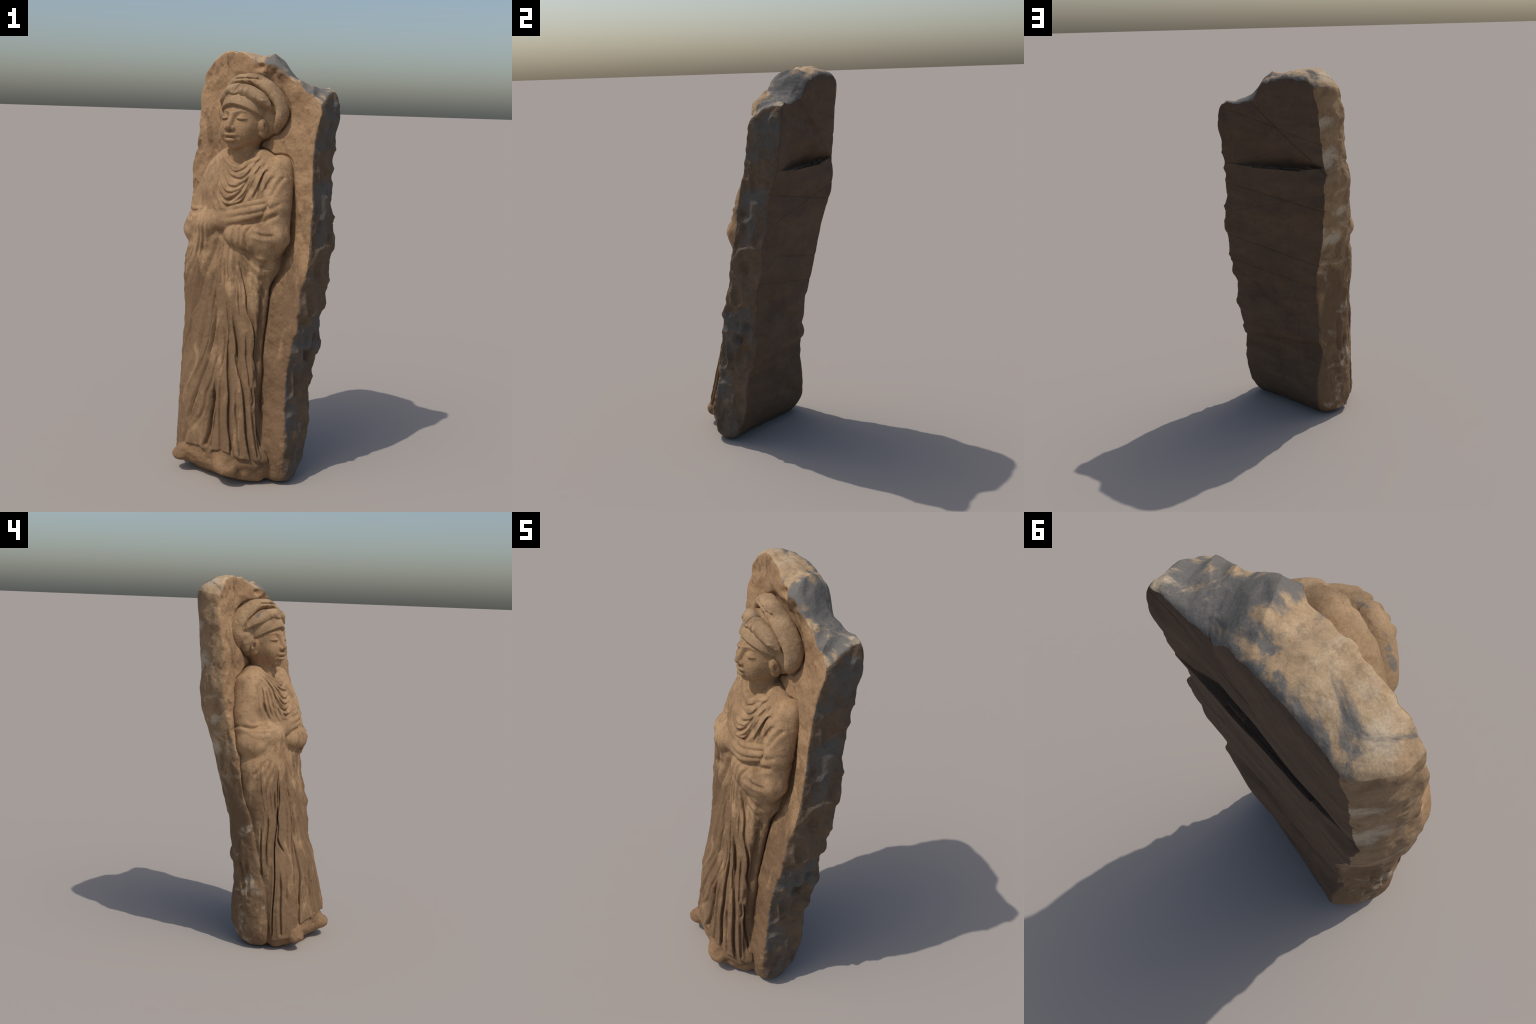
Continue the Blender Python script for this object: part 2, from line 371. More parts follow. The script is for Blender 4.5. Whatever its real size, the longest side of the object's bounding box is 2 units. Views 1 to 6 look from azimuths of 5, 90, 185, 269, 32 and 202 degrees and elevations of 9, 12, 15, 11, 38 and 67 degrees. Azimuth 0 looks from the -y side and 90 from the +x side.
def robe_detail(x, y, z, ang, d):
    disp = (1.2 * carve(ang, z, SKIRT_FOLDS, .22) - .004) * sstep(1.12, 1.06, z)
    disp -= .019 * np.exp(-((ang + .02) / .62) ** 2) * (.45 * sstep(.16, .26, z) + .55 * sstep(.40, .55, z)) * sstep(1.06, .95, z)
    disp -= .010 * sstep(.3, .6, ang) * sstep(.50, .6, z) * sstep(1.02, .92, z)
    disp -= .036 * sstep(1.15, 1.4, ang) * sstep(.12, .2, z) * sstep(.52, .45, z)
    disp += .006 * np.exp(-((ang - .85) / .2) ** 2) * sstep(.12, .2, z) * sstep(.55, .45, z)
    disp -= .012 * sstep(.85, 1.05, ang) * sstep(.5, .6, z) * sstep(1.1, 1.0, z)
    # hollow under the folded forearms
    disp -= .026 * np.exp(-((ang + .05) / .40) ** 2) * sstep(.95, 1.06, z) * sstep(1.22, 1.16, z)
    # the cloth falls back towards the slab on the left leg's side, and between the feet
    disp -= .042 * sstep(.95, 1.35, ang) * sstep(.45, .52, z) * sstep(1.0, .88, z)
    disp += carve(ang, z, [([(.20, .42), (.16, .34), (.10, .25), (.03, .13)], .022, .018, .0)], .22)
    disp += carve(ang, z, CHEST_FOLDS, .20) * sstep(1.16, 1.22, z)
    # pleats: fine streaks running down the cloth
    disp += 0.0036 * fbm(ang * .22 * (.75 + .5 * z), 0 * z, z, (.022, 1, .45), 2) * sstep(1.12, 1.0, z) * sstep(1.15, .9, np.abs(ang + .15))
    disp += 0.0022 * fbm(x, y, z, .035, 3)
    # hanging sleeve cloth left of the long fold stands proud of the skirt
    s1 = np.interp(z, [.525, .69, .79, .9, 1.04, 1.12], [-.8, -.74, -.6, -.43, -.22, -.16])
    disp += 0.016 * sstep(s1 + .03, s1 - .05, ang) * sstep(.70, 1.0, z) * sstep(1.2, 1.1, z)
    # neckline edge
    disp += carve(ang, z, [(NECKLINE, -.008, .010, 0)], .17) * sstep(1.40, 1.44, z)
    d = d - disp * .9
    nk = np.array(NECKLINE)
    d = smax(d, (z - np.interp(ang, nk[:, 0], nk[:, 1]) - .003) * .8, .008)
    # hem
    hem = np.interp(ang, [-1.6, -.62, -.58, -.16, -.02, .07, .18, .33, .59, .72, 1.04, 1.6],
                    [.05, .08, .136, .150, .130, .120, .150, .155, .150, .132, .130, .10])
    d = smax(d, (hem - z), .010)
    return smax(d, z - 1.535, .02)

def plinth_field(x, y, z):
    """foot block left standing under the hem"""
    ang, d = body_coords(x, y, z)
    d = d + .020 + .02 * sstep(.10, .0, z) - .006 * fbm(x, y, z, .05, 3)
    d = smax(d, z - .16, .01)
    return smax(d, under_plane(x, y) + .004 - z, .03)

def foot_field(x, y, z, pts, w):
    d = limb(x, y, z, pts, .02) - .003 * fbm(x, y, z, .03, 2)
    return smax(d, under_plane(x, y) + .012 - z, .02)

def right_foot_field(x, y, z):
    return foot_field(x, y, z, [(-.12, -.24, .095, .055), (-.155, -.295, .088, .052), (-.176, -.325, .072, .042)], 0)

def left_foot_field(x, y, z):
    return foot_field(x, y, z, [(.065, -.26, .085, .058), (.075, -.310, .090, .054), (.100, -.345, .082, .034), (.13, -.335, .076, .032)], 0)

def right_arm_field(x, y, z):
    d = limb(x, y, z, [(-.245, .012, 1.425, .062), (-.295, -.018, 1.29, .066), (-.322, -.052, 1.14, .058)], .03)
    d = smin(d, limb(x, y, z, [(-.325, -.058, 1.135, .060), (-.255, -.108, 1.172, .064), (-.176, -.136, 1.178, .060)], .03), .02)
    # sleeve sagging below the elbow and the fall from the cuff
    d = smin(d, ball(x, y, z, (-.302, -.082, 1.125), (.068, .064, .066)), .03)
    d = smin(d, limb(x, y, z, [(-.188, -.148, 1.160, .044), (-.208, -.142, 1.08, .048), (-.228, -.128, 1.0, .048), (-.25, -.11, .93, .045)], .03), .03)
    g = carve(x, z, [([(-.20, 1.20), (-.20, 1.10), (-.225, 1.0)], .006, .006, .003),
                     ([(-.175, 1.19), (-.18, 1.09), (-.20, 1.0)], .006, .006, .003),
                     ([(-.235, 1.15), (-.24, 1.07), (-.26, 1.0)], .005, .008, .003),
                     ([(-.38, 1.235), (-.33, 1.215), (-.27, 1.225), (-.22, 1.235)], .008, .009, .004),
                     ([(-.36, 1.20), (-.31, 1.195), (-.27, 1.205)], .005, .008, .003)])
    return d - g - .0015 * fbm(x, y, z, .035, 2)

def left_arm_field(x, y, z):
    d = limb(x, y, z, [(.108, .016, 1.445, .067), (.138, -.040, 1.30, .068), (.153, -.075, 1.14, .066)], .03)
    d = smin(d, limb(x, y, z, [(.160, -.084, 1.135, .068), (.085, -.130, 1.128, .070), (.0, -.140, 1.135, .061), (-.045, -.128, 1.14, .048)], .03), .02)
    d = smin(d, ball(x, y, z, (.105, -.085, 1.07), (.085, .075, .068)), .03)
    g = carve(x, z, [([(.03, 1.20), (.045, 1.15), (.04, 1.09)], .006, .007, .003),
                     ([(.085, 1.20), (.075, 1.14), (.08, 1.08)], .007, .007, .004),
                     ([(.11, 1.20), (.15, 1.225), (.19, 1.25)], .009, .010, .004),
                     ([(.10, 1.165), (.15, 1.15), (.20, 1.15)], .006, .008, .003),
                     ([(.12, 1.29), (.15, 1.27), (.19, 1.30)], .005, .010, .003),
                     ([(.10, 1.33), (.11, 1.38), (.14, 1.42)], .006, .009, .003),
                     ([(.145, 1.32), (.16, 1.38), (.17, 1.42)], .006, .008, .003),
                     ([(.06, 1.08), (.11, 1.03), (.16, 1.02)], .006, .008, .004)])
    return d - g - .0015 * fbm(x, y, z, .035, 2)

def hand_field(x, y, z):
    """right hand laid flat on the chest, fingers to the other arm"""
    d = limb(x, y, z, [(-.175, -.132, 1.180, .040), (-.12, -.134, 1.190, .045), (-.06, -.128, 1.206, .048), (-.015, -.122, 1.218, .044)], .03)
    d = smin(d, ball(x, y, z - .25 * (x + .06), (-.065, -.124, 1.200), (.085, .040, .056)), .02)
    fingers = [[(-.05, -.142, 1.254, .016), (.03, -.150, 1.278, .0165), (.106, -.104, 1.300, .0130)],
               [(-.05, -.156, 1.228, .018), (.035, -.164, 1.250, .0175), (.116, -.118, 1.276, .0130)],
               [(-.05, -.158, 1.199, .018), (.035, -.166, 1.220, .0175), (.108, -.120, 1.248, .0130)],
               [(-.05, -.150, 1.170, .018), (.020, -.158, 1.190, .0170), (.080, -.124, 1.218, .0130)]]
    f = None
    for p in fingers:
        e = limb(x, y, z, p, .02)
        f = e if f is None else smin(f, e, .009)
    d = smin(d, f, .016)
    # thumb
    d = smin(d, limb(x, y, z, [(-.12, -.142, 1.225, .018), (-.07, -.140, 1.250, .016), (-.03, -.132, 1.262, .013)], .02), .010)
    # cuff crease
    return d + .005 * np.exp(-((x + .160 + .25 * (z - 1.18)) / .006) ** 2) - .001 * fbm(x, y, z, .02, 2)

def neck_field(x, y, z):
    return limb(x, y, z, [(AX, .005, 1.44, .078), (AX, .0, 1.50, .072), (AX, .0, 1.60, .072)], .02)

def head_field(x, y, z):
    m = np.abs(x - AX)
    d = ball(m, y, z, (0, -.009, 1.663), (.102, .104, .128))
    d = smin(d, ball(m, y, z, (0, .02, 1.665), (.112, .07, .11)), .03)
    d = smin(d, ball(m, y, z, (0, -.028, 1.592), (.075, .078, .062)), .05)
    # cheeks
    d = smin(d, ball(m, y, z, (.046, -.078, 1.617), (.038, .036, .044)), .03)
    face = (y < -.06)
    # brow, sockets, eyes
    brow = np.interp(m, [.0, .012, .045, .075, .10], [1.694, 1.700, 1.712, 1.704, 1.688])
    d = d - .004 * np.exp(-((z - brow) / .007) ** 2) * sstep(.095, .06, m) * face
    d = smax(d, -ball(m, y, z, (.044, -.126, 1.678), (.035, .030, .024)), .014)
    eye = ball(m, y, z, (.044, -.082, 1.674), (.027, .0275, .0225))
    lid = np.interp(m, [.018, .030, .046, .060, .076], [1.669, 1.668, 1.666, 1.665, 1.664])
    eye = eye + .0055 * np.exp(-((z - lid) / .0034) ** 2) - .0035 * np.exp(-((z - lid - .008) / .005) ** 2) + .003 * np.exp(-((z - lid - .019) / .003) ** 2)
    d = smin(d, eye, .003)
    # lower lid
    d = smin(d, limb(m, y, z, [(.020, -.100, 1.664, .005), (.044, -.102, 1.656, .006), (.068, -.086, 1.663, .005)], .01), .008)
    # nose
    d = smin(d, limb(m, y, z, [(0, -.100, 1.704, .010), (0, -.117, 1.668, .0130), (0, -.128, 1.638, .0170)], .01), .014)
    d = smin(d, ball(m, y, z, (.017, -.119, 1.630), (.014, .014, .012)), .007)
    d = smax(d, -ball(m, y, z, (.010, -.128, 1.617), (.007, .009, .005)), .003)
    # mouth
    d = smin(d, ball(m, y, z, (0, -.086, 1.590), (.042, .032, .028)), .02)
    up = -.10 * np.maximum(m - .006, 0) + .03 * m
    d = smin(d, ball(m, y, z - up, (0, -.115, 1.600), (.034, .020, .0125)), .004)
    d = smin(d, ball(m, y, z, (0, -.113, 1.575), (.028, .020, .0130)), .004)
    d = d + .0045 * np.exp(-((z - 1.5875 + .06 * m) / .0030) ** 2) * sstep(.036, .024, m) * face
    d = d + .004 * np.exp(-((m / .006) ** 2 + ((z - 1.614) / .008) ** 2)) * face
    d = d + .004 * np.exp(-(((m - .042) / .008) ** 2 + ((z - 1.587) / .010) ** 2)) * face
    d = d + .004 * np.exp(-((z - 1.561) / .005) ** 2) * sstep(.03, .015, m) * face
    # chin
    d = smin(d, ball(m, y, z, (0, -.086, 1.550), (.030, .028, .020)), .016)
    return d - .0008 * fbm(x, y, z, .02, 2)

def ear_field(x, y, z):
    m = np.abs(x - AX)
    yy = y + .25 * (z - 1.63)
    d = ball(m, yy, z, (.114, -.010, 1.634), (.020, .027, .040))
    d = smin(d, ball(m, yy, z, (.110, -.018, 1.602), (.015, .017, .015)), .01)
    d = smax(d, -ball(m, yy, z, (.137, -.016, 1.642), (.014, .010, .016)), .004)
    return d

def headband_field(x, y, z):
    """plain band over the forehead, dropping towards the ears"""
    m = np.abs(x - AX)
    low = 1.744 - .50 * np.maximum(y + .112, 0) - .12 * m
    d = ball(m, y, z, (0, -.002, 1.705), (.112, .118, .125))
    d = smin(d, ball(m, y, z, (0, .03, 1.70), (.120, .08, .11)), .03)
    d = smax(d, low - z, .004)
    return smax(d, z - low - .075, .02)

def hair_roll_field(x, y, z):
    """second roll with the curls and the knot above the band"""
    m = np.abs(x - AX)
    y = y + .09 * (x - AX)
    d = ball(m, y, z, (0, .010, 1.735), (.124, .096, .100))
    d = smin(d, limb(m, y, z, [(0, -.062, 1.808, .032), (.055, -.052, 1.798, .034), (.102, -.024, 1.765, .038), (.126, .002, 1.718, .034),
                               (.126, .018, 1.660, .026), (.112, .028, 1.605, .022)], .02), .015)
    # hair filling the space up to the outer roll and down behind the ears
    d = smin(d, ball(m, y, z, (0, .040, 1.705), (.172, .066, .135)), .01)
    # scalloped lower lip of curls at the front, strands at the sides
    bump = np.abs(np.sin((x - AX + .012) * 2 * pi / .062))
    d = d - .010 * bump * np.exp(-((z - 1.800) / .018) ** 2) * sstep(.09, .05, m) + .002
    d = d + .006 * np.exp(-((x - AX - .012 - .3 * (z - 1.81)) / .005) ** 2) * sstep(1.775, 1.79, z) * sstep(1.845, 1.825, z) * (y < -.03)
    d = smin(d, ball(x, y, z, (AX - .006, -.090, 1.793), (.022, .012, .011)), .008)
    ang = np.arctan2(y - .03, m)
    d = d - .0024 * np.sin(ang * 22 + z * 25) * sstep(.09, .12, m) * sstep(1.78, 1.74, z)
    # curl by the left temple
    c = np.sqrt((y + .040) ** 2 + (z - 1.738) ** 2)
    d = d - .003 * np.cos(c * 2 * pi / .024) * sstep(.036, .018, c) * sstep(.08, .11, x - AX)
    low = 1.786 - .62 * np.maximum(y + .092, 0)
    return smax(d, np.minimum(low, 1.9) - .004 - z, .006)

def hair_side(x, y, z):
    m = np.abs(x - AX)
    return ball(m, y, z, (0, .040, 1.682), (.168, .066, .122)) - .0012 * np.sin(z * 130 + m * 90) - .003 * noise(x, y, z, .022)

def turban_field(x, y, z):
    """thick outer roll, a crescent hugging the slab"""
    m = np.abs(x - AX)
    m = np.where(x < AX, m * 1.06, m)
    y = y + .12 * (x - AX) + .002
    yy = (y - .035) * .64 + .035
    d = limb(m, yy, z, [(0, .024, 1.860, .027), (.065, .027, 1.850, .029), (.125, .037, 1.812, .031), (.168, .046, 1.763, .030),
                        (.187, .050, 1.720, .028), (.186, .048, 1.682, .026), (.170, .050, 1.648, .020), (.150, .052, 1.620, .013)], .02)
    # the roll is tucked in at the front: cross folds and a dimple
    d = d + .007 * np.exp(-(((x + .006) / .012) ** 2 + ((z - 1.858) / .012) ** 2)) * (y < .0)
    d = d + .005 * np.exp(-((z - 1.861 + .6 * (x + .09) ** 2) / .0045) ** 2) * sstep(.02, -.01, x) * sstep(-.17, -.13, x) * (y < .0)
    d = d - .002 * np.sin((x + z) * 2 * pi / .05) * sstep(.05, .02, np.abs(x + .06)) * (y < 0)
    return d - .0015 * fbm(x, y, z, .03, 2)

PARTS = ['slab', 'robe', 'plinth', 'right_foot', 'left_foot', 'right_arm', 'left_arm', 'hand', 'neck', 'head',
         'ear', 'headband', 'hair_roll', 'turban']

def field_block(x, y, z, parts=False):
    x, y, z = x.astype(f32), y.astype(f32), z.astype(f32)
    P = {}
    slab, front, right, back, left, top = slab_field(x, y, z)
    fig = y < .13 + .25 * (z - 1.5)          # nothing of the figure lies deep in the slab
    P['robe'] = sub_field(fig & (z < 1.60) & (z > .0), x, y, z, robe_field)
    P['plinth'] = sub_field((z < .25) & (y < 0), x, y, z, plinth_field)
    P['right_foot'] = sub_field((z < .3) & (y < -.1) & (x < .05), x, y, z, right_foot_field)
    P['left_foot'] = sub_field((z < .3) & (y < -.1) & (x > -.1), x, y, z, left_foot_field)
    mid = (z > .85) & (z < 1.6) & (y < .15)
    P['right_arm'] = sub_field(mid & (x < -.02), x, y, z, right_arm_field)
    P['left_arm'] = sub_field(mid & (x > -.2), x, y, z, left_arm_field)
    P['hand'] = sub_field((z > 1.05) & (z < 1.42) & (y < 0) & (x > -.3) & (x < .22), x, y, z, hand_field)
    hz = (z > 1.38) & (y < .2) & (np.abs(x - AX) < .34)
    P['neck'] = sub_field(hz & (z < 1.7), x, y, z, neck_field)
    P['head'] = sub_field(hz, x, y, z, head_field)
    P['ear'] = sub_field(hz, x, y, z, ear_field)
    P['headband'] = sub_field(hz, x, y, z, headband_field)
    P['hair_roll'] = np.minimum(sub_field(hz, x, y, z, hair_roll_field), sub_field(hz, x, y, z, hair_side))
    P['turban'] = sub_field(hz, x, y, z, turban_field)
    # joints: cloth flows into cloth, the cuts around hand and turban stay crisp
    head = smin(P['head'], P['neck'], .012)
    head = smin(head, P['ear'], .006)
    crown = smin(np.minimum(P['headband'], P['hair_roll']), P['turban'], .003)
    head = smin(head, crown, .002)
    base = smin(smin(P['plinth'], P['right_foot'], .02), P['left_foot'], .03)
    cloth = smin(P['robe'], P['right_arm'], .016)
    cloth = smin(cloth, P['left_arm'], .016)
    cloth = smin(cloth, base, .006)
    figure = smin(cloth, head, .004)
    figure = smin(figure, P['hand'], .004)
    # a narrow cut runs along the outline of the figure, widest beside the left arm
    wide = .006 + .010 * sstep(.8, .95, z) * sstep(1.35, 1.25, z) * (x > 0)
    dep = .016 + .024 * sstep(.8, .95, z) * sstep(1.4, 1.3, z) * (x > 0)
    slab = slab + dep * np.exp(-(np.maximum(figure - .3 * wide, 0) / wide) ** 2) * sstep(.05, .0, np.abs(front)) * np.where(x > 0, sstep(.25, .4, z), sstep(.72, .85, z))
    d = smin(figure, smin(slab, base, .02), .005)
    if not parts:
        return d
    P['slab'] = slab
    lab = np.argmin(np.stack([P[k] for k in PARTS]), axis=0)
    return d, lab, np.argmax(np.stack([front, right, back, left, top]), axis=0)

def field(x, y, z, parts=False):
    n = max(1, len(x) // 150000)
    cuts = np.linspace(0, len(x), n + 1).astype(int)
    jobs = [(x[a:b], y[a:b], z[a:b], parts) for a, b in zip(cuts[:-1], cuts[1:])]
    with ThreadPoolExecutor(4) as pool:
        res = list(pool.map(lambda j: field_block(*j), jobs))
    if not parts:
        return np.concatenate(res)
    return tuple(np.concatenate([r[i] for r in res]) for i in range(3))

# ------------------------------------------------------------------ meshing
LO = np.array([-.50, -.46, -.03])
HI = np.array([.42, .34, 2.06])

def refine():
    """signed distance on a fine grid, evaluated only near the surface"""
    c1, c2 = VOX * 8, VOX * 2
    n1 = np.ceil((HI - LO) / c1).astype(int)
    def centres(idx, c):
        return [LO[i] + (idx[:, i] + .5) * c for i in range(3)]
    g = np.stack(np.meshgrid(*[np.arange(n) for n in n1], indexing='ij'), -1).reshape(-1, 3)
    d = field(*centres(g, c1))
    near = np.abs(d) < c1 * 1.6
    n3 = n1 * 8 + 1
    sign1 = np.where(d < 0, -1, 1).astype(np.int8).reshape(n1)
    phi = np.ones(n3, dtype=f32)
    phi[:-1, :-1, :-1] = np.repeat(np.repeat(np.repeat(sign1, 8, 0), 8, 1), 8, 2)
    off4 = np.stack(np.meshgrid(*[np.arange(4)] * 3, indexing='ij'), -1).reshape(-1, 3)
    g2 = (g[near][:, None, :] * 4 + off4[None]).reshape(-1, 3)
    d2 = field(*centres(g2, c2))
    s2 = np.where(d2 < 0, -1, 1).astype(f32)
    for o in np.stack(np.meshgrid(*[np.arange(2)] * 3, indexing='ij'), -1).reshape(-1, 3):
        q = g2 * 2 + o
        phi[q[:, 0], q[:, 1], q[:, 2]] = s2
    g2 = g2[np.abs(d2) < c2 * 1.9]
    off3 = np.stack(np.meshgrid(*[np.arange(3)] * 3, indexing='ij'), -1).reshape(-1, 3)
    flat = []
    for o in off3:
        q = g2 * 2 + o
        flat.append(np.ravel_multi_index((q[:, 0], q[:, 1], q[:, 2]), n3))
    flat = np.unique(np.concatenate(flat))
    q = np.unravel_index(flat, n3)
    phi.reshape(-1)[flat] = field(*[LO[i] + q[i] * VOX for i in range(3)])
    return phi

def surface_nets(phi):
    inside = phi < 0
    s = inside.view(np.uint8)
    cnt = (s[:-1, :-1, :-1] + s[1:, :-1, :-1] + s[:-1, 1:, :-1] + s[:-1, :-1, 1:] +
           s[1:, 1:, :-1] + s[1:, :-1, 1:] + s[:-1, 1:, 1:] + s[1:, 1:, 1:])
    act = (cnt > 0) & (cnt < 8)
    cells = np.argwhere(act)
    index = np.full(act.shape, -1, dtype=np.int32)
    index[act] = np.arange(len(cells))
    acc = np.zeros((len(cells), 3)); num = np.zeros(len(cells))
    corners = [(a, b, c) for a in (0, 1) for b in (0, 1) for c in (0, 1)]
    val = {c: phi[cells[:, 0] + c[0], cells[:, 1] + c[1], cells[:, 2] + c[2]] for c in corners}
    for a in corners:
        for ax in range(3):
            if a[ax]:
                continue
            b = list(a); b[ax] = 1; b = tuple(b)
            va, vb = val[a], val[b]
            m = (va < 0) != (vb < 0)
            t = np.where(m, va / np.where(m, va - vb, 1), 0)
            pt = np.array(a, dtype=float)[None] + t[:, None] * (np.array(b) - np.array(a))[None]
            acc += np.where(m[:, None], pt, 0); num += m
    verts = LO + (cells + acc / num[:, None]) * VOX
    quads = []
    for ax in range(3):
        u, v = (ax + 1) % 3, (ax + 2) % 3
        sl0 = [slice(None)] * 3; sl1 = [slice(None)] * 3
        sl0[ax] = slice(None, -1); sl1[ax] = slice(1, None)
        a, b = inside[tuple(sl0)], inside[tuple(sl1)]
        e = np.argwhere(a != b)
        e = e[(e[:, u] > 0) & (e[:, v] > 0)]
        ia = inside[e[:, 0], e[:, 1], e[:, 2]]
        ring = []
        for du, dv in ((-1, -1), (0, -1), (0, 0), (-1, 0)):
            q = e.copy(); q[:, u] += du; q[:, v] += dv
            ring.append(index[q[:, 0], q[:, 1], q[:, 2]])
        ring = np.stack(ring, 1)
        ring[~ia] = ring[~ia][:, ::-1]
        quads.append(ring)
    quads = np.concatenate(quads)
    return verts, quads[(quads >= 0).all(1)]

def relax(verts, quads):
    """pull the net vertices onto the true surface"""
    h = 6e-4
    for it in range(1):
        d = field(*verts.T)
        gr = np.stack([field(*(verts + h * np.eye(3)[i]).T) - d for i in range(3)], 1) / h
        g2 = np.maximum((gr ** 2).sum(1), .3)
        step = -(d / g2)[:, None] * gr
        L = np.linalg.norm(step, axis=1, keepdims=True)
        verts = verts + step * np.minimum(1, .5 * VOX / np.maximum(L, 1e-9))
    # one light averaging pass removes the last grid ripple
    acc = np.zeros_like(verts); num = np.zeros(len(verts))
    for i in range(4):
        for j in ((i + 1) % 4, (i + 3) % 4):
            for c in range(3):
                acc[:, c] += np.bincount(quads[:, i], verts[quads[:, j], c], len(verts))
            num += np.bincount(quads[:, i], minlength=len(verts))
    return .6 * verts + .4 * acc / num[:, None]

def largest_piece(nv, quads):
    """drop stray crumbs"""
    lab = np.arange(nv)
    while True:
        m = lab[quads].min(1)
        new = lab.copy()
        for i in range(4):
            np.minimum.at(new, quads[:, i], m)
        new = new[new]
        if (new == lab).all():
            break
        lab = new
    big = np.bincount(lab[quads[:, 0]]).argmax()
    return quads[lab[quads[:, 0]] == big]

phi = refine()
verts, quads = surface_nets(phi)
del phi
quads = largest_piece(len(verts), quads)
verts = relax(verts, quads)

# vertex normals of the whole stone
p = verts[quads]
fn = np.cross(p[:, 2] - p[:, 0], p[:, 3] - p[:, 1])
vn = np.zeros_like(verts)
for i in range(4):
    for c in range(3):
        vn[:, c] += np.bincount(quads[:, i], fn[:, c], len(verts))
vn /= np.maximum(np.linalg.norm(vn, axis=1, keepdims=True), 1e-12)

cen = p.mean(1)
_, lab, face_side = field(*cen.T, parts=True)

# ------------------------------------------------------------------ materials
def stone(name, light, mid, dark, grey=0.0, grey_col=(.11, .11, .105), streak=None, rough=.85, pale=0.0, side_grey=0.0, patch=6.0, low_brown=None, tilt=0.0):
    mat = bpy.data.materials.new(name)
    mat.use_nodes = True
    nt = mat.node_tree
    N, L = nt.nodes, nt.links
    bsdf = N['Principled BSDF']
    bsdf.inputs['Roughness'].default_value = rough
    bsdf.inputs['Specular IOR Level'].default_value = .25
    tc = N.new('ShaderNodeTexCoord')

    def tex(scale, detail=6, rough_=.6, stretch=None, dist=0.0):
        n = N.new('ShaderNodeTexNoise')
        n.inputs['Scale'].default_value = scale
        n.inputs['Detail'].default_value = detail
        n.inputs['Roughness'].default_value = rough_
        n.inputs['Distortion'].default_value = dist
        if stretch:
            mp = N.new('ShaderNodeMapping')
            mp.inputs['Scale'].default_value = stretch
            mp.inputs['Rotation'].default_value = (0, tilt, 0)
            L.new(tc.outputs['Object'], mp.inputs['Vector'])
            L.new(mp.outputs['Vector'], n.inputs['Vector'])
        else:
            L.new(tc.outputs['Object'], n.inputs['Vector'])
        return n.outputs['Fac']

    def ramp(fac, a, b, lo=.0, hi=1.0):
        r = N.new('ShaderNodeMapRange')
        r.inputs['From Min'].default_value = a
        r.inputs['From Max'].default_value = b
        r.inputs['To Min'].default_value = lo
        r.inputs['To Max'].default_value = hi
        r.interpolation_type = 'SMOOTHSTEP'
        L.new(fac, r.inputs['Value'])
        return r.outputs['Result']

    def mix(fac, a, b, mode='MIX'):
        m = N.new('ShaderNodeMix')
        m.data_type = 'RGBA'
        m.blend_type = mode
        for s, v in ((m.inputs[0], fac), (m.inputs[6], a), (m.inputs[7], b)):
            if isinstance(v, (int, float)):
                s.default_value = v
            elif isinstance(v, tuple):
                s.default_value = (*v, 1)
            else:
                L.new(v, s)
        return m.outputs[2]

    col = mix(ramp(tex(9, 7, .62, stretch=streak), .32, .68), mid, light)
    col = mix(ramp(tex(4.5, 5, .6, dist=.6), .48, .70, 0, .65), col, dark)
    col = mix(ramp(tex(38, 5, .7), .50, .72, 0, .55), col, dark)
    if low_brown:       # dark brown patches, denser towards the bottom
        sep = N.new('ShaderNodeSeparateXYZ')
        L.new(tc.outputs['Object'], sep.inputs[0])
        add = N.new('ShaderNodeMath')
        L.new(ramp(sep.outputs['Z'], .70, 1.25, .17, -.10), add.inputs[0])
        L.new(tex(7, 7, .65, stretch=(1.5, 1.5, .6), dist=.7), add.inputs[1])
        col = mix(ramp(add.outputs[0], .44, .64, 0, .78), col, low_brown)
    if pale:
        col = mix(ramp(tex(7.5, 5, .6, dist=.4), .52, .70, 0, pale), col, (.56, .46, .33))
    if grey:
        fac = tex(patch, 6, .62, stretch=(1, 1, .7), dist=.8)
        if side_grey:       # the crust thickens across the break, away from the left block
            sep = N.new('ShaderNodeSeparateXYZ')
            L.new(tc.outputs['Object'], sep.inputs[0])
            add = N.new('ShaderNodeMath')
            L.new(ramp(sep.outputs['X'], -.14, .02, -side_grey, side_grey), add.inputs[0])
            L.new(fac, add.inputs[1])
            fac = add.outputs[0]
        col = mix(ramp(fac, .62 - .22 * grey, .68 - .18 * grey, 0, .92), col, grey_col)
    # fine grain
    g = N.new('ShaderNodeMix'); g.data_type = 'RGBA'; g.blend_type = 'MULTIPLY'
    g.inputs[0].default_value = 1.0
    L.new(col, g.inputs[6])
    gr = N.new('ShaderNodeValToRGB')
    gr.color_ramp.elements[0].position = .3
    gr.color_ramp.elements[0].color = (.80, .79, .78, 1)
    gr.color_ramp.elements[1].position = .72
    gr.color_ramp.elements[1].color = (1.1, 1.1, 1.1, 1)
    L.new(tex(170, 4, .7), gr.inputs['Fac'])
    L.new(gr.outputs['Color'], g.inputs[7])
    L.new(g.outputs[2], bsdf.inputs['Base Color'])
    bump = N.new('ShaderNodeBump')
    bump.inputs['Strength'].default_value = .55
    bump.inputs['Distance'].default_value = .005
    L.new(tex(120, 6, .7), bump.inputs['Height'])
    L.new(bump.outputs['Normal'], bsdf.inputs['Normal'])
    return mat

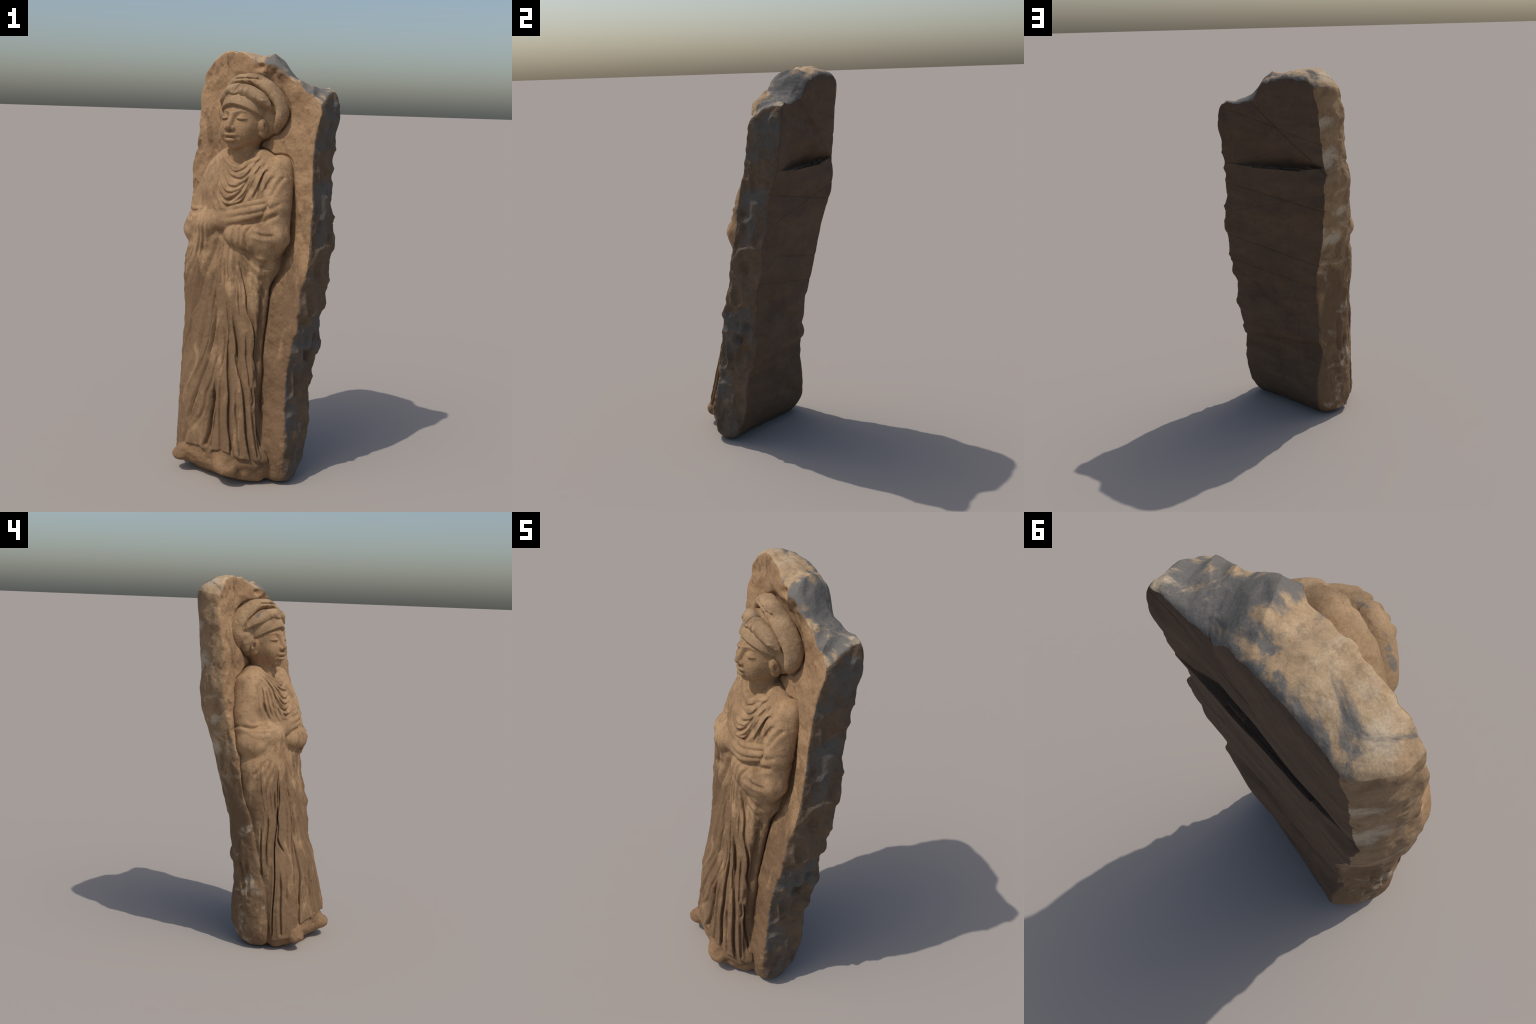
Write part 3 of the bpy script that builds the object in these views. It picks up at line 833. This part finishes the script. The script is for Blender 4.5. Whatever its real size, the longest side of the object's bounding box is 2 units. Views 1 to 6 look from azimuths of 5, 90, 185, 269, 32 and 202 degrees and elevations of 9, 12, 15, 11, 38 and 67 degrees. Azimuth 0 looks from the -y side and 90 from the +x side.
LOW_BROWN = (.158, .094, .050)
M_CLOTH = stone('carved_sandstone_cloth', (.43, .276, .148), (.33, .206, .108), (.175, .105, .055), streak=(1.6, 1.6, .5), low_brown=LOW_BROWN)
M_SKIRT = M_CLOTH
M_SKIN = stone('smooth_sandstone_skin', (.38, .243, .130), (.315, .195, .101), (.21, .126, .066))
M_HAIR = stone('sandstone_headdress', (.42, .280, .156), (.325, .210, .113), (.175, .110, .061), grey=.10, grey_col=(.18, .152, .120))
M_FRONT = stone('tooled_sandstone_face', (.39, .243, .128), (.30, .182, .095), (.155, .092, .049), low_brown=LOW_BROWN)
M_RIGHT = stone('weathered_grey_flank', (.175, .115, .068), (.120, .086, .058), (.075, .050, .033), grey=.56, grey_col=(.118, .107, .092))
M_LEFT = stone('rough_sandstone_flank', (.38, .252, .138), (.28, .178, .094), (.15, .092, .050), pale=.8, low_brown=LOW_BROWN)
M_BACK = stone('split_brown_back', (.140, .088, .053), (.105, .068, .043), (.072, .049, .035), streak=(.6, 1, 1.7), tilt=.45)
M_TOP = stone('broken_top', (.50, .355, .208), (.40, .270, .152), (.24, .158, .092), grey=.62, grey_col=(.140, .137, .128), pale=.7, side_grey=.06, patch=4.2)
M_BASE = stone('sandstone_base', (.30, .180, .092), (.22, .130, .067), (.12, .070, .037))

# ------------------------------------------------------------------ objects
root = bpy.data.objects.new('relief_statue', None)
root.empty_display_size = .3
root.rotation_euler = (0, 0, YAW)
bpy.context.collection.objects.link(root)
root['label'] = 'weathered sandstone relief of a robed turbaned figure on slab'
root['category'] = 'stone statue'

def part(name, mask, mat, parent=None):
    f = quads[mask]
    if not len(f):
        return None
    used, inv = np.unique(f, return_inverse=True)
    inv = inv.reshape(f.shape)
    me = bpy.data.meshes.new(name)
    me.vertices.add(len(used))
    me.vertices.foreach_set('co', verts[used].astype(f32).ravel())
    me.loops.add(inv.size)
    me.loops.foreach_set('vertex_index', inv.astype(np.int32).ravel())
    me.polygons.add(len(f))
    me.polygons.foreach_set('loop_start', np.arange(0, inv.size, 4, dtype=np.int32))
    me.update(calc_edges=True)
    me.validate()
    me.shade_smooth()
    me.normals_split_custom_set_from_vertices([tuple(v) for v in vn[used]])
    me.materials.append(mat)
    ob = bpy.data.objects.new(name, me)
    ob.parent = parent or root
    bpy.context.collection.objects.link(ob)
    return ob

L = {k: lab == i for i, k in enumerate(PARTS)}
sl = L['slab']
slab = part('stone_slab', sl & (face_side == 0), M_FRONT)
part('slab_flank', sl & (face_side == 1), M_RIGHT, slab)
part('slab_flank', sl & (face_side == 3), M_LEFT, slab)
part('slab_back', sl & (face_side == 2), M_BACK, slab)
part('broken_top', sl & (face_side == 4), M_TOP, slab)
zc = cen[:, 2]
torso = part('torso', L['robe'] & (zc >= 1.10), M_CLOTH)
part('robe_skirt', L['robe'] & (zc < 1.10), M_SKIRT)
part('arm', L['right_arm'], M_CLOTH)
part('arm', L['left_arm'], M_CLOTH)
part('hand', L['hand'], M_SKIN)
part('neck', L['neck'], M_SKIN)
head = part('head', L['head'], M_SKIN)
part('ear', L['ear'] & (cen[:, 0] < AX), M_SKIN, head)
part('ear', L['ear'] & (cen[:, 0] >= AX), M_SKIN, head)
part('headband', L['headband'], M_HAIR)
part('hair_roll', L['hair_roll'], M_HAIR)
part('turban', L['turban'], M_HAIR)
part('foot', L['right_foot'], M_BASE)
part('foot', L['left_foot'], M_BASE)
part('base', L['plinth'], M_BASE)
